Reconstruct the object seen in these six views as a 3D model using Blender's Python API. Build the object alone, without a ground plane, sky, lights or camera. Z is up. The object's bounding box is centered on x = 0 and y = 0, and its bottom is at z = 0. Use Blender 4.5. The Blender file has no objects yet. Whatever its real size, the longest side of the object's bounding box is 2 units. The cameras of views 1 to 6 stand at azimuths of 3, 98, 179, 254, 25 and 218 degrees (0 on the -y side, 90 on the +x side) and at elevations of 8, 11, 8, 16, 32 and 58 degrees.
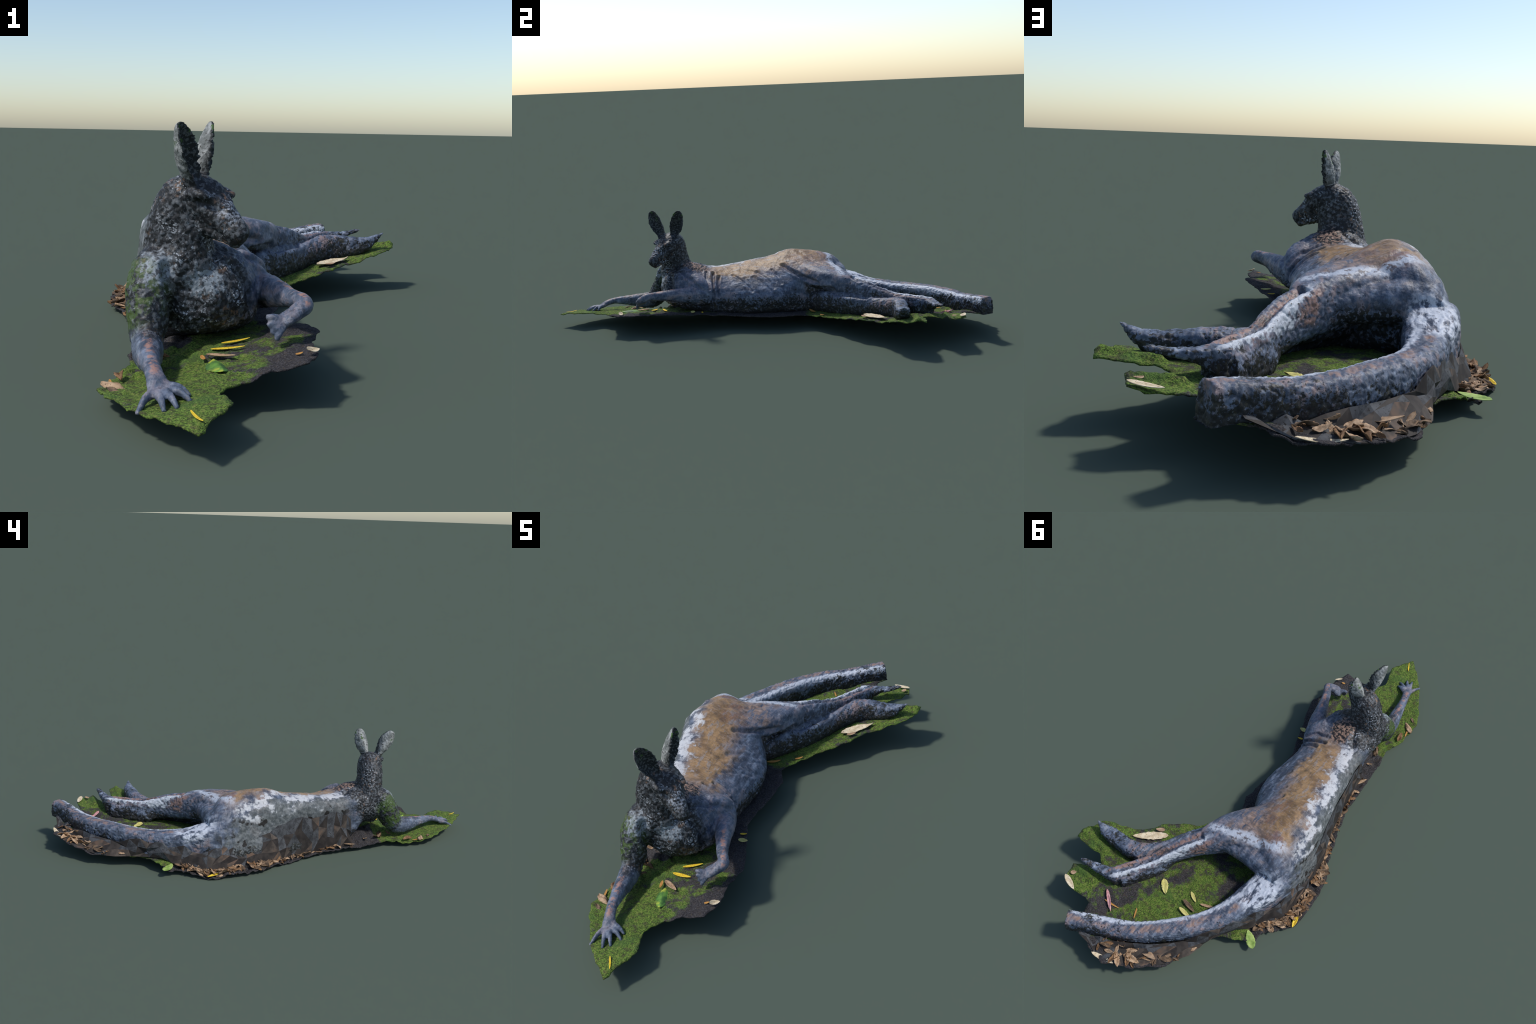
import bpy, bmesh, math, random
import numpy as np
from mathutils import Vector, noise, geometry

SEED = 7
rng = random.Random(SEED)

# ------------------------------------------------------------------ utilities
def catmull(P, n):
    """Resample control rows P (k x m) to n rows with a Catmull-Rom spline."""
    P = np.asarray(P, float)
    Q = np.vstack([2 * P[0] - P[1], P, 2 * P[-1] - P[-2]])
    out = []
    for t in np.linspace(0, len(P) - 1, n):
        i = min(int(t), len(P) - 2)
        f = t - i
        a, b, c, d = Q[i:i + 4]
        out.append(0.5 * (2 * b + (c - a) * f + (2 * a - 5 * b + 4 * c - d) * f * f
                          + (3 * b - a - 3 * c + d) * f ** 3))
    return np.array(out)


def catmull_closed(P, n):
    P = np.asarray(P, float)
    k = len(P)
    out = []
    for t in np.arange(n) / n * k:
        i = int(t)
        f = t - i
        a, b, c, d = P[(i - 1) % k], P[i % k], P[(i + 1) % k], P[(i + 2) % k]
        out.append(0.5 * (2 * b + (c - a) * f + (2 * a - 5 * b + 4 * c - d) * f * f
                          + (3 * b - a - 3 * c + d) * f ** 3))
    return np.array(out)


class Soup:
    """Collects closed lofted volumes before they are fused into one skin."""
    def __init__(self):
        self.v, self.f = [], []

    def loft(self, rings):
        base = len(self.v)
        n = len(rings[0])
        for r in rings:
            self.v.extend([tuple(p) for p in r])
        for i in range(len(rings) - 1):
            for j in range(n):
                a = base + i * n + j
                b = base + i * n + (j + 1) % n
                self.f.append((a, b, b + n, a + n))
        for s, e in ((0, True), (len(rings) - 1, False)):
            c = len(self.v)
            self.v.append(tuple(np.mean(rings[s], axis=0)))
            for j in range(n):
                a = base + s * n + j
                b = base + s * n + (j + 1) % n
                self.f.append((b, a, c) if e else (a, b, c))

    def tube(self, pts, n=30, seg=28, up=(0, 0, 1), power=2.0, groove=0.0):
        """pts rows: x y z half_width half_height; superelliptic section,
        optional groove pressed into the upper side."""
        R = catmull(pts, n)
        R[:, 3:] = np.maximum(R[:, 3:], 0.002)
        C = R[:, :3]
        T = np.gradient(C, axis=0)
        rings = []
        for c, t, w, h in zip(C, T, R[:, 3], R[:, 4]):
            t = t / np.linalg.norm(t)
            s = np.cross(t, up)
            s /= np.linalg.norm(s)
            u = np.cross(s, t)
            ring = []
            for k in range(seg):
                a = 2 * math.pi * k / seg
                ca, sa = math.cos(a), math.sin(a)
                x = math.copysign(abs(ca) ** (2 / power), ca)
                y = math.copysign(abs(sa) ** (2 / power), sa)
                if groove and sa > 0:
                    y -= groove * math.exp(-(x / 0.33) ** 2)
                ring.append(c + s * x * w + u * y * h)
            rings.append(ring)
        self.loft(rings)


# ---------------------------------------------------------------- base outline
# ragged edge of the mossy slab, walked from the front tip along the belly side,
# round the feet, the tail and back along the spine side
OUT = np.array([
    (-.015, -.999, .058), (.013, -.927, .068), (.031, -.883, .071), (.018, -.859, .067),
    (-.002, -.794, .060), (.032, -.730, .060), (.095, -.713, .078), (.154, -.703, .094),
    (.173, -.627, .094), (.160, -.545, .095), (.176, -.467, .102), (.155, -.411, .096),
    (.113, -.309, .086), (.068, -.210, .070), (.066, -.110, .064), (.076, -.029, .064),
    (.073, .096, .064), (.055, .138, .062), (.035, .175, .056), (.055, .219, .060),
    (.094, .265, .066), (.130, .322, .069), (.172, .355, .080), (.220, .407, .089), (.240, .437, .093),
    (.275, .500, .096), (.302, .520, .100), (.357, .549, .116), (.391, .569, .128), (.412, .592, .134), (.440, .674, .140),
    (.434, .703, .138), (.373, .705, .132), (.317, .694, .124), (.278, .720, .118),
    (.300, .755, .120), (.357, .795, .124), (.345, .850, .128), (.300, .872, .124),
    (.234, .862, .118), (.199, .862, .112), (.185, .900, .108), (.215, .950, .108),
    (.190, .980, .108), (.148, .976, .110), (.113, .966, .104), (.081, .981, .092), (.044, .993, .084), (-.008, .994, .084), (-.057, .951, .072),
    (-.109, .932, .068), (-.130, .892, .058), (-.186, .836, .046), (-.195, .782, .046),
    (-.226, .719, .050), (-.228, .649, .042), (-.235, .622, .036), (-.295, .588, .044),
    (-.369, .539, .024), (-.368, .482, .016), (-.420, .415, .010), (-.443, .373, .003),
    (-.442, .274, .018), (-.427, .194, .016), (-.412, .135, .018), (-.370, .076, .014),
    (-.342, .005, .008), (-.304, -.070, .008), (-.298, -.110, .012), (-.272, -.160, .014),
    (-.266, -.248, .020), (-.247, -.365, .018), (-.238, -.450, .024), (-.218, -.525, .028),
    (-.237, -.599, .018), (-.240, -.675, .022), (-.238, -.724, .034), (-.211, -.775, .040),
    (-.165, -.840, .046), (-.132, -.890, .050), (-.082, -.938, .057)])


# the floor inside the bend of the tail lies higher than its outer edge
FLOOR = np.array([(-.20, .40, .070), (-.12, .42, .073), (-.03, .45, .075), (.02, .53, .077), (-.10, .55, .074), (-.04, .62, .077),
                  (.05, .67, .081), (.01, .74, .082), (.10, .76, .086), (.14, .81, .090), (.06, .82, .086), (.08, .42, .077),
                  (-.08, -.44, .066), (-.02, -.43, .072), (-.14, -.42, .056)])
HULL = np.vstack([OUT, FLOOR])


def slab_z(x, y):
    """Height of the slab: the edge heights spread smoothly inwards."""
    d2 = (HULL[:, 0] - x) ** 2 + (HULL[:, 1] - y) ** 2 + 2e-4
    w = d2 ** -1.6
    return float((w * HULL[:, 2]).sum() / w.sum())


# ------------------------------------------------------------------ kangaroo body
S = Soup()
# torso: cross-sections (x, z) from the belly foot over the back to the spine foot
TORSO = [
    (-.505, [(-.060, .135), (-.045, .155), (-.045, .185), (-.065, .205), (-.095, .215), (-.130, .210), (-.150, .190), (-.145, .160), (-.100, .128)]),
    (-.475, [(-.035, .104), (-.005, .130), (.002, .175), (-.030, .225), (-.100, .250), (-.165, .245), (-.205, .205), (-.195, .145), (-.105, .090)]),
    (-.420, [(-.010, .088), (.025, .125), (.025, .180), (-.005, .240), (-.085, .280), (-.155, .275), (-.210, .230), (-.208, .155), (-.110, .086)]),
    (-.360, [(0.000, 0.078), (0.035, 0.125), (0.038, 0.180), (0.006, 0.238), (-0.070, 0.274), (-0.154, 0.270), (-0.216, 0.236), (-0.212, 0.150), (-0.175, 0.058)]),
    (-.280, [(-0.005, 0.062), (0.030, 0.115), (0.032, 0.165), (-0.005, 0.215), (-0.075, 0.246), (-0.164, 0.249), (-0.222, 0.218), (-0.214, 0.135), (-0.212, 0.018)]),
    (-.180, [(-0.010, 0.052), (0.026, 0.105), (0.028, 0.155), (-0.015, 0.202), (-0.100, 0.242), (-0.194, 0.256), (-0.246, 0.226), (-0.242, 0.147), (-0.234, 0.014)]),
    (-.090, [(-0.010, 0.050), (0.032, 0.105), (0.034, 0.155), (-0.020, 0.207), (-0.110, 0.252), (-0.204, 0.271), (-0.266, 0.239), (-0.264, 0.152), (-0.256, 0.012)]),
    (.000, [(-0.015, 0.050), (0.034, 0.105), (0.034, 0.155), (-0.022, 0.207), (-0.110, 0.258), (-0.214, 0.288), (-0.287, 0.249), (-0.294, 0.152), (-0.286, 0.012)]),
    (.080, [(-0.040, 0.050), (0.010, 0.105), (0.010, 0.155), (-0.042, 0.214), (-0.135, 0.280), (-0.226, 0.315), (-0.307, 0.266), (-0.319, 0.162), (-0.315, 0.012)]),
    (.160, [(-0.060, 0.050), (-0.025, 0.100), (-0.030, 0.150), (-0.062, 0.236), (-0.145, 0.290), (-0.232, 0.310), (-0.312, 0.258), (-0.338, 0.172), (-0.336, 0.012)]),
    (.240, [(-0.100, 0.050), (-0.080, 0.100), (-0.085, 0.165), (-0.095, 0.252), (-0.165, 0.283), (-0.245, 0.296), (-0.316, 0.246), (-0.348, 0.172), (-0.346, 0.012)]),
    (.300, [(-0.190, 0.080), (-0.175, 0.120), (-0.170, 0.180), (-0.180, 0.240), (-0.215, 0.265), (-0.262, 0.271), (-0.314, 0.226), (-0.346, 0.150), (-0.350, 0.020)]),
    (.352, [(-.240, .090), (-.230, .125), (-.227, .155), (-.238, .185), (-.255, .205), (-.285, .210), (-.322, .190), (-.342, .130), (-.342, .050)]),
]
ys = np.array([s[0] for s in TORSO])
secs = np.array([np.array(s[1]).ravel() for s in TORSO])
rows = catmull(np.column_stack([ys, secs]), 80)
S.loft([[(x, r[0], z) for x, z in catmull_closed(r[1:].reshape(-1, 2), 60)] for r in rows])

# neck and head
S.tube([(-.130, -.425, .205, .088, .062), (-.130, -.440, .270, .076, .060), (-.125, -.447, .315, .070, .057),
        (-.114, -.449, .355, .066, .056), (-.098, -.452, .390, .056, .050), (-.088, -.457, .420, .028, .028)],
       n=26, up=(0, -1, 0))
# throat
S.tube([(-.115, -.455, .175, .070, .045), (-.115, -.472, .230, .066, .042), (-.112, -.472, .280, .052, .038), (-.100, -.470, .330, .040, .034)], n=18, up=(0, -1, 0))
S.tube([(-.128, -.434, .372, .026, .026), (-.105, -.446, .374, .050, .052), (-.072, -.466, .370, .050, .049), (-.043, -.488, .348, .038, .038),
        (-.018, -.506, .328, .027, .029), (.002, -.519, .311, .023, .026), (.014, -.527, .303, .018, .021), (.019, -.530, .300, .010, .012)], n=34)
# jaw
S.tube([(-.085, -.462, .335, .036, .032), (-.050, -.484, .312, .026, .019), (-.022, -.502, .298, .019, .012), (.000, -.515, .290, .015, .012), (.006, -.519, .288, .009, .009)], n=22)
# brows
for sx, rr in ((-1, .043), (1, .033)):
    px, py = -.050 + sx * rr * .6, -.482 + sx * rr * .8
    S.tube([(px - .026, py + .018, .384, .012, .010), (px - .004, py + .002, .387, .016, .011), (px + .016, py - .012, .378, .009, .008)], n=12, seg=14)


def ear(base, tip, out, w, curl=.5):
    """Cupped leaf-shaped ear, open towards `out`."""
    base, tip, out = (np.array(a, float) for a in (base, tip, out))
    ax = tip - base
    L = np.linalg.norm(ax)
    ax /= L
    out = out - ax * (out @ ax)
    out /= np.linalg.norm(out)
    side = np.cross(ax, out)
    rings = []
    prof = catmull([(0, .55), (.15, .62), (.35, .92), (.55, 1.0), (.76, .90), (.92, .60), (1.0, .26)], 26)
    for t, k in prof:
        hw = w * k
        depth = hw * (1.25 - .75 * t)
        th = .0042 + .006 * (1 - t) ** 2
        front, back = [], []
        m = 12
        for j in range(m + 1):
            q = -1 + 2 * j / m
            tear = 1 + (.16 * noise.noise(Vector((t * 14, q * 2, base[1] * 40))) if t > .25 else 0)
            bow = (1 - q * q) * depth * 1.15
            edge = .75 + .25 * math.sqrt(max(0, 1 - q * q))
            c = base + ax * (t * L) + side * (q * hw * tear) + out * (.45 * depth - bow)
            front.append(c + out * th * edge)
            back.append(c - out * th * edge)
        if t < .22:                      # closed tube near the skull
            f = 1 - t / .22
            front = [p + out * ((1 - (-1 + 2 * j / m) ** 2) * depth * .9 * f) for j, p in enumerate(front)]
        rings.append(front + back[::-1])
    S.loft(rings)


EARS = [((-.093, -.492, .408), (-.114, -.550, .529), (.93, -.30, .0), .0315),
        ((-.084, -.437, .408), (-.064, -.402, .534), (.97, .05, -.1), .0315)]
for b, t, o, w in EARS:
    ear(b, t, o, w)

# right forelimb: folded, resting on the elbow, hand hanging from the wrist
S.tube([(-.020, -.345, .205, .052, .045), (.005, -.310, .185, .052, .050), (.012, -.280, .150, .042, .052), (.015, -.270, .115, .034, .040)], n=20, up=(0, -1, 0))
S.tube([(.008, -.250, .140, .028, .036), (.030, -.290, .152, .036, .042), (.060, -.355, .162, .034, .036),
        (.086, -.420, .168, .026, .028), (.116, -.490, .172, .019, .020), (.140, -.528, .174, .0165, .0165)], n=28)
S.tube([(.132, -.520, .176, .016, .015), (.143, -.536, .168, .019, .018), (.126, -.553, .155, .022, .015), (.106, -.563, .143, .026, .013), (.096, -.570, .136, .021, .010)], n=18, seg=18)
for tip in ((.066, -.580, .150), (.070, -.582, .132), (.078, -.585, .118), (.088, -.588, .104)):
    b = np.array((.106, -.565, .142)) * .75 + np.array(tip) * .25
    m = (b + np.array(tip)) / 2 + np.array((0, -.004, .003))
    S.tube([(*b, .0105, .009), (*m, .0085, .0075), (*tip, .0055, .0055)], n=9, seg=12)

# left forelimb: stretched forward, hand spread on the moss
S.tube([(-.165, -.445, .230, .045, .050), (-.174, -.492, .214, .050, .054), (-.182, -.522, .165, .046, .052), (-.178, -.553, .115, .038, .047), (-.172, -.580, .088, .032, .040),
        (-.164, -.620, .083, .030, .038), (-.153, -.665, .086, .027, .030), (-.143, -.710, .089, .021, .022), (-.130, -.760, .091, .0165, .0155),
        (-.117, -.795, .084, .0175, .013), (-.107, -.818, .073, .021, .011), (-.102, -.832, .066, .017, .008)], n=56)
FINGERS = [((-.092, -.812, .074), (-.049, -.827, .060)), ((-.088, -.826, .072), (-.045, -.851, .058)), ((-.094, -.836, .070), (-.063, -.883, .056)),
           ((-.106, -.838, .068), (-.084, -.895, .054)), ((-.116, -.832, .066), (-.130, -.892, .047))]
for b, t in FINGERS:
    b, t = np.array(b), np.array(t)
    m = b * .45 + t * .55 + np.array((0, 0, .006))
    S.tube([(*b, .0095, .009), (*m, .0068, .0075), (*t, .0042, .0045)], n=12, seg=12)

# upper hindlimb: slab-like thigh, shank with the tendon groove, foot
S.tube([(-.235, .140, .220, .085, .066), (-.183, .185, .216, .104, .060), (-.118, .230, .217, .096, .055), (-.052, .288, .213, .076, .049),
        (-.006, .346, .201, .055, .047), (.020, .388, .192, .040, .044)], n=36, power=3.0)
S.tube([(-.085, .285, .170, .055, .050), (-.016, .356, .178, .046, .062), (.052, .440, .166, .037, .060), (.094, .517, .146, .031, .054), (.120, .585, .136, .029, .048),
        (.152, .646, .132, .029, .050), (.186, .706, .128, .030, .054), (.203, .738, .126, .027, .048)], n=54, power=2.8, groove=.36)
# steep bank under the shank on the tail side
S.tube([(.075, .520, .118, .010, .016), (.093, .565, .108, .018, .034), (.112, .605, .108, .021, .040), (.136, .655, .112, .021, .042), (.170, .722, .116, .020, .042)], n=30, power=2.6)
# buttock above the hollow
S.tube([(-.300, .270, .190, .050, .060), (-.225, .310, .190, .050, .055), (-.140, .318, .185, .046, .048), (-.070, .340, .180, .034, .036), (-.030, .365, .176, .018, .020)], n=24, power=2.4)
S.tube([(.178, .722, .140, .026, .036), (.210, .733, .152, .024, .024), (.245, .746, .160, .020, .012), (.285, .757, .167, .015, .008), (.318, .767, .175, .009, .006), (.332, .771, .180, .003, .003)], n=26, power=4.0)
# flesh under the thigh
S.tube([(-.165, .150, .140, .080, .075), (-.105, .215, .140, .055, .060), (-.045, .295, .140, .036, .050), (.030, .385, .135, .025, .040)], n=24, power=2.4)
# bony crest of the hip running into the back of the thigh
S.tube([(-.265, .180, .288, .016, .016), (-.289, .242, .251, .018, .016), (-.225, .274, .246, .018, .016), (-.150, .298, .236, .018, .016), (-.062, .336, .221, .017, .016), (.000, .385, .216, .016, .016)], n=36)
# lower hindlimb
S.tube([(-.105, .190, .090, .040, .045), (-.022, .262, .108, .034, .050), (.068, .378, .114, .031, .050), (.124, .485, .114, .030, .045),
        (.165, .550, .121, .032, .047), (.200, .588, .129, .035, .050)], n=40, power=2.4)
S.tube([(.185, .585, .130, .034, .046), (.235, .602, .136, .033, .042), (.285, .608, .138, .031, .036), (.330, .612, .146, .031, .026),
        (.358, .616, .158, .024, .016), (.376, .616, .170, .014, .010), (.402, .615, .190, .002, .002)], n=32, power=3.6)
# tail: flat-topped, curving round behind the feet
S.tube([(-.290, .300, .120, .075, .080), (-.283, .370, .112, .068, .072), (-.262, .440, .098, .058, .064), (-.245, .510, .092, .050, .062), (-.215, .588, .090, .044, .060),
        (-.168, .670, .094, .041, .058), (-.112, .742, .099, .039, .057), (-.030, .825, .102, .037, .055),
        (.045, .873, .105, .036, .052), (.118, .918, .117, .034, .050), (.165, .948, .124, .033, .050), (.199, .970, .129, .031, .049)], n=70, power=3.8)

me = bpy.data.meshes.new("raw")
me.from_pydata(S.v, [], S.f)
raw = bpy.data.objects.new("raw", me)
bpy.context.scene.collection.objects.link(raw)
VOX = .0031
mod = raw.modifiers.new("fuse", 'REMESH')
mod.mode = 'VOXEL'
mod.voxel_size = VOX
dg = bpy.context.evaluated_depsgraph_get()
fused = bpy.data.meshes.new_from_object(raw.evaluated_get(dg))
bpy.data.objects.remove(raw)

nv = len(fused.vertices)
V = np.empty(nv * 3, np.float32)
fused.vertices.foreach_get("co", V)
V = V.reshape(-1, 3).astype(float)
ed = np.empty(len(fused.edges) * 2, np.int32)
fused.edges.foreach_get("vertices", ed)
ed = ed.reshape(-1, 2)
F = [tuple(p.vertices) for p in fused.polygons]
deg = np.bincount(ed.ravel(), minlength=nv).astype(float)[:, None]
deg[deg == 0] = 1


def lap(A):
    out = np.zeros_like(A)
    for k in range(A.shape[1]):
        out[:, k] = np.bincount(ed[:, 0], A[ed[:, 1], k], nv) + np.bincount(ed[:, 1], A[ed[:, 0], k], nv)
    return out / deg


def smoothstep(a, b, x):
    t = np.clip((x - a) / (b - a), 0, 1)
    return t * t * (3 - 2 * t)


def seg_dist(P, a, b):
    a, b = np.array(a, float), np.array(b, float)
    t = np.clip(((P - a) @ (b - a)) / ((b - a) @ (b - a) + 1e-12), 0, 1)
    return np.linalg.norm(P - (a + t[:, None] * (b - a)), axis=1)


ear_d = np.min([seg_dist(V, np.array(b) * .8 + np.array(t) * .2, t) for b, t, o, w in EARS], axis=0)
fing_d = np.minimum(seg_dist(V, (-.11, -.80, .08), (-.08, -.90, .055)), seg_dist(V, (.13, -.54, .16), (.07, -.59, .12)))
keep = np.maximum(1 - smoothstep(.03, .05, ear_d), 1 - smoothstep(.045, .07, fing_d))
keep = np.maximum(keep, 1 - smoothstep(.0, .05, seg_dist(V, (-.05, -.485, .35), (.014, -.527, .30))) * 1.0)
mob = ((1 - .93 * keep) * (1 - .45 * smoothstep(.38, .46, V[:, 1])))[:, None]
for i in range(9):
    V += (lap(V) - V) * .55 * mob
    V -= (lap(V) - V) * .20 * mob
V += (lap(V) - V) * .4


def normals(V):
    fused.vertices.foreach_set("co", V.astype(np.float32).ravel())
    fused.update()
    N = np.empty(nv * 3, np.float32)
    fused.vertex_normals.foreach_get("vector", N)
    return N.reshape(-1, 3).astype(float)


# ---- relief: fur lumps, muscle grooves, wrinkles
N = normals(V)
bs = np.array([slab_z(x, y) for x, y in V[:, :2]])
head_m = 1 - smoothstep(.17, .25, np.linalg.norm((V - np.array((-.11, -.49, .30))) * np.array((1, 1, .85)), axis=1))
low_m = 1 - smoothstep(.03, .09, V[:, 2] - bs)
limb_m = smoothstep(.33, .42, V[:, 1])
disp = np.empty(nv)
for i in range(nv):
    p = Vector(V[i])
    a = noise.fractal(p * 34, 1.0, 2.0, 3)
    b = noise.noise(p * 130)
    c = noise.noise(p * 260)
    st = abs(noise.noise(Vector((V[i][0] * 60, V[i][1] * 26, V[i][2] * 60)))) if limb_m[i] > 0 else 0
    disp[i] = (.0016 * a - .0045 * max(0, .25 - st) * 2 * limb_m[i] + (.0023 * b + .0012 * c) * head_m[i]
               + (.0020 * b + .0010 * c) * max(low_m[i] * (1 - .5 * limb_m[i]), .3 * limb_m[i]) + .0005 * b)
disp *= (1 - .6 * keep)


def crease(path, depth, width):
    P = catmull(path, max(12, 8 * len(path)))
    P = np.array([V[np.argmin(((V - q) ** 2).sum(1))] for q in P])      # lay the line on the skin
    P[1:-1] = (P[:-2] + 2 * P[1:-1] + P[2:]) / 4
    d = np.min([seg_dist(V, P[k], P[k + 1]) for k in range(len(P) - 1)], axis=0)
    return -depth * np.exp(-(d / width) ** 2) + .35 * depth * np.exp(-((d - 2.1 * width) / width) ** 2)


CREASES = [
    ([(-.060, -.255, .245), (-.005, -.245, .215), (.030, -.240, .170), (.045, -.235, .130)], .010, .006),
    ([(-.060, -.285, .250), (.000, -.275, .222), (.030, -.262, .180)], .007, .0055),
    ([(-.040, -.225, .230), (.010, -.222, .200), (.035, -.215, .150)], .009, .0055),
    ([(-.105, .070, .262), (-.088, .090, .248), (-.060, .140, .225), (-.035, .190, .212), (-.005, .250, .200)], .009, .008),
    ([(-.200, .130, .315), (-.130, .200, .285), (-.080, .260, .265), (-.040, .330, .240)], .003, .009),
    ([(-.235, .210, .305), (-.170, .270, .275), (-.110, .330, .250)], .003, .008),
    ([(-.090, -.120, .240), (-.060, -.020, .235), (-.050, .050, .235)], .003, .012),
    ([(-.040, -.060, .215), (.000, .000, .185), (.015, .040, .150)], .0025, .008),
    ([(-.030, -.100, .215), (.010, -.060, .185), (.030, -.020, .150)], .0025, .008),
    ([(-.010, -.500, .296), (-.045, -.478, .304), (-.075, -.46, .318)], .0025, .004),
    ([(.012, -.508, .296), (-.01, -.488, .298), (-.045, -.460, .312)], .0025, .004),
    ([(-.072, -.522, .372), (-.052, -.530, .366), (-.034, -.532, .356)], .006, .008),
    ([(-.018, -.446, .370), (-.006, -.462, .364), (.006, -.476, .354)], .006, .008),
    ([(-.180, -.300, .250), (-.150, -.330, .262), (-.130, -.365, .275)], .006, .010),
    ([(-.02, .215, .170), (.045, .300, .172), (.085, .380, .168), (.12, .46, .158)], .010, .009),
    ([(-.06, -.16, .225), (-.01, -.10, .200), (.02, -.06, .165)], .004, .006),
    ([(-.07, -.05, .238), (-.03, .00, .215), (.005, .04, .180)], .004, .007),
    ([(-.08, .02, .245), (-.05, .05, .225), (-.02, .07, .195)], .004, .006),
    ([(-.02, -.40, .255), (.01, -.36, .235), (.03, -.32, .205), (.04, -.29, .17)], .005, .007),
    ([(-.130, -.535, .240), (-.140, -.530, .190), (-.140, -.515, .145), (-.135, -.505, .105)], .014, .012),
    ([(-.005, -.455, .240), (.012, -.440, .190), (.018, -.430, .140)], .009, .011),
    ([(.030, -.330, .135), (.050, -.375, .140), (.060, -.410, .145)], .006, .008),
    ([(-.28, .10, .26), (-.30, .17, .255), (-.31, .23, .235)], .004, .010),
    ([(-.26, -.05, .24), (-.275, .02, .235)], .004, .012),
]
for path, dp, wd in CREASES:
    disp += crease(path, dp, wd)
# rib cage swellings
rib = np.exp(-((V[:, 0] + .03) / .06) ** 2) * smoothstep(-.2, -.12, V[:, 1]) * (1 - smoothstep(.0, .07, V[:, 1]))
disp += rib * .0003 * np.sin((V[:, 1] + .6 * V[:, 0]) * 130)
V += N * disp[:, None]
V[:, 2] = np.maximum(V[:, 2], bs - .004)
N = normals(V)

# ---- split the skin into anatomical parts
C = np.array([np.mean(V[list(f)], axis=0) for f in F])


def inside(c):
    x, y, z = c.T
    lab = np.full(len(c), 0)                     # torso
    d_up = np.minimum(seg_dist(c, (-.06, .30, .19), (.06, .44, .15)), seg_dist(c, (.06, .44, .15), (.20, .735, .12)))
    lab[(y > .20) & (z > .0) & (x + .62 * y > -.02 + .0) & (x > -.16)] = 6          # upper hindlimb
    d_low = np.minimum(seg_dist(c, (-.06, .19, .09), (.088, .372, .105)), seg_dist(c, (.088, .372, .105), (.205, .588, .12)))
    lab[(lab == 6) & (d_low < d_up)] = 7
    lab[(x + y > .965) & (lab == 6)] = 8                                        # upper foot
    lab[(x > .215) & (y < .68) & (y > .5)] = 9                                  # lower foot
    tail = np.min([seg_dist(c, a, b) for a, b in (((-.29, .37, .11), (-.25, .50, .09)), ((-.25, .50, .09), (-.168, .67, .09)),
                                                  ((-.168, .67, .09), (-.03, .825, .1)), ((-.03, .825, .1), (.2, .97, .126)))], axis=0)
    lab[(y > .37) & (tail < np.minimum(d_up, d_low) * .98) & (x < .25)] = 10
    lab[(z > .262) & (y < -.372) & (y > -.62)] = 1                               # neck
    lab[(lab == 1) & ((z > .345) | (.8 * (x + .07) - .6 * (y + .46) > .012))] = 2  # head
    for k, (b, t, o, w) in enumerate(EARS):
        bb = np.array(b) * .86 + np.array(t) * .14
        ax = np.array(t) - np.array(b)
        lab[(((c - bb) @ ax) > 0) & (seg_dist(c, bb, t) < .045)] = 11 + k
    lab[(y < -.515) & (z < .262) & (x < -.02)] = 3                                # left forelimb
    lab[(y < -.787) & (x < .05)] = 4                                              # left hand
    lab[(x - .35 * y > .172) & (y < -.24) & (x > .03) & (z < .23)] = 5             # right forelimb
    lab[(y < -.533) & (x > .04) & (z < .2)] = 13                                  # right hand
    return lab


lab = inside(C)
NAMES = {0: "torso", 1: "neck", 2: "head", 3: "forelimb", 4: "hand", 5: "forelimb", 6: "hindlimb", 7: "hindlimb", 8: "foot", 9: "foot",
         10: "tail", 11: "ear", 12: "ear", 13: "hand"}

statue = bpy.data.objects.new("kangaroo_statue", None)
bpy.context.scene.collection.objects.link(statue)
statue["label"] = "weathered bronze kangaroo lying stretched out on mossy ground"
statue["category"] = "animal statue"


def add(name, mesh, mats, parent=statue, stuff=False):
    ob = bpy.data.objects.new(name, mesh)
    bpy.context.scene.collection.objects.link(ob)
    ob.parent = parent
    for m in mats:
        mesh.materials.append(m)
    if stuff:
        ob["kind"] = "stuff"
    return ob


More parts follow.
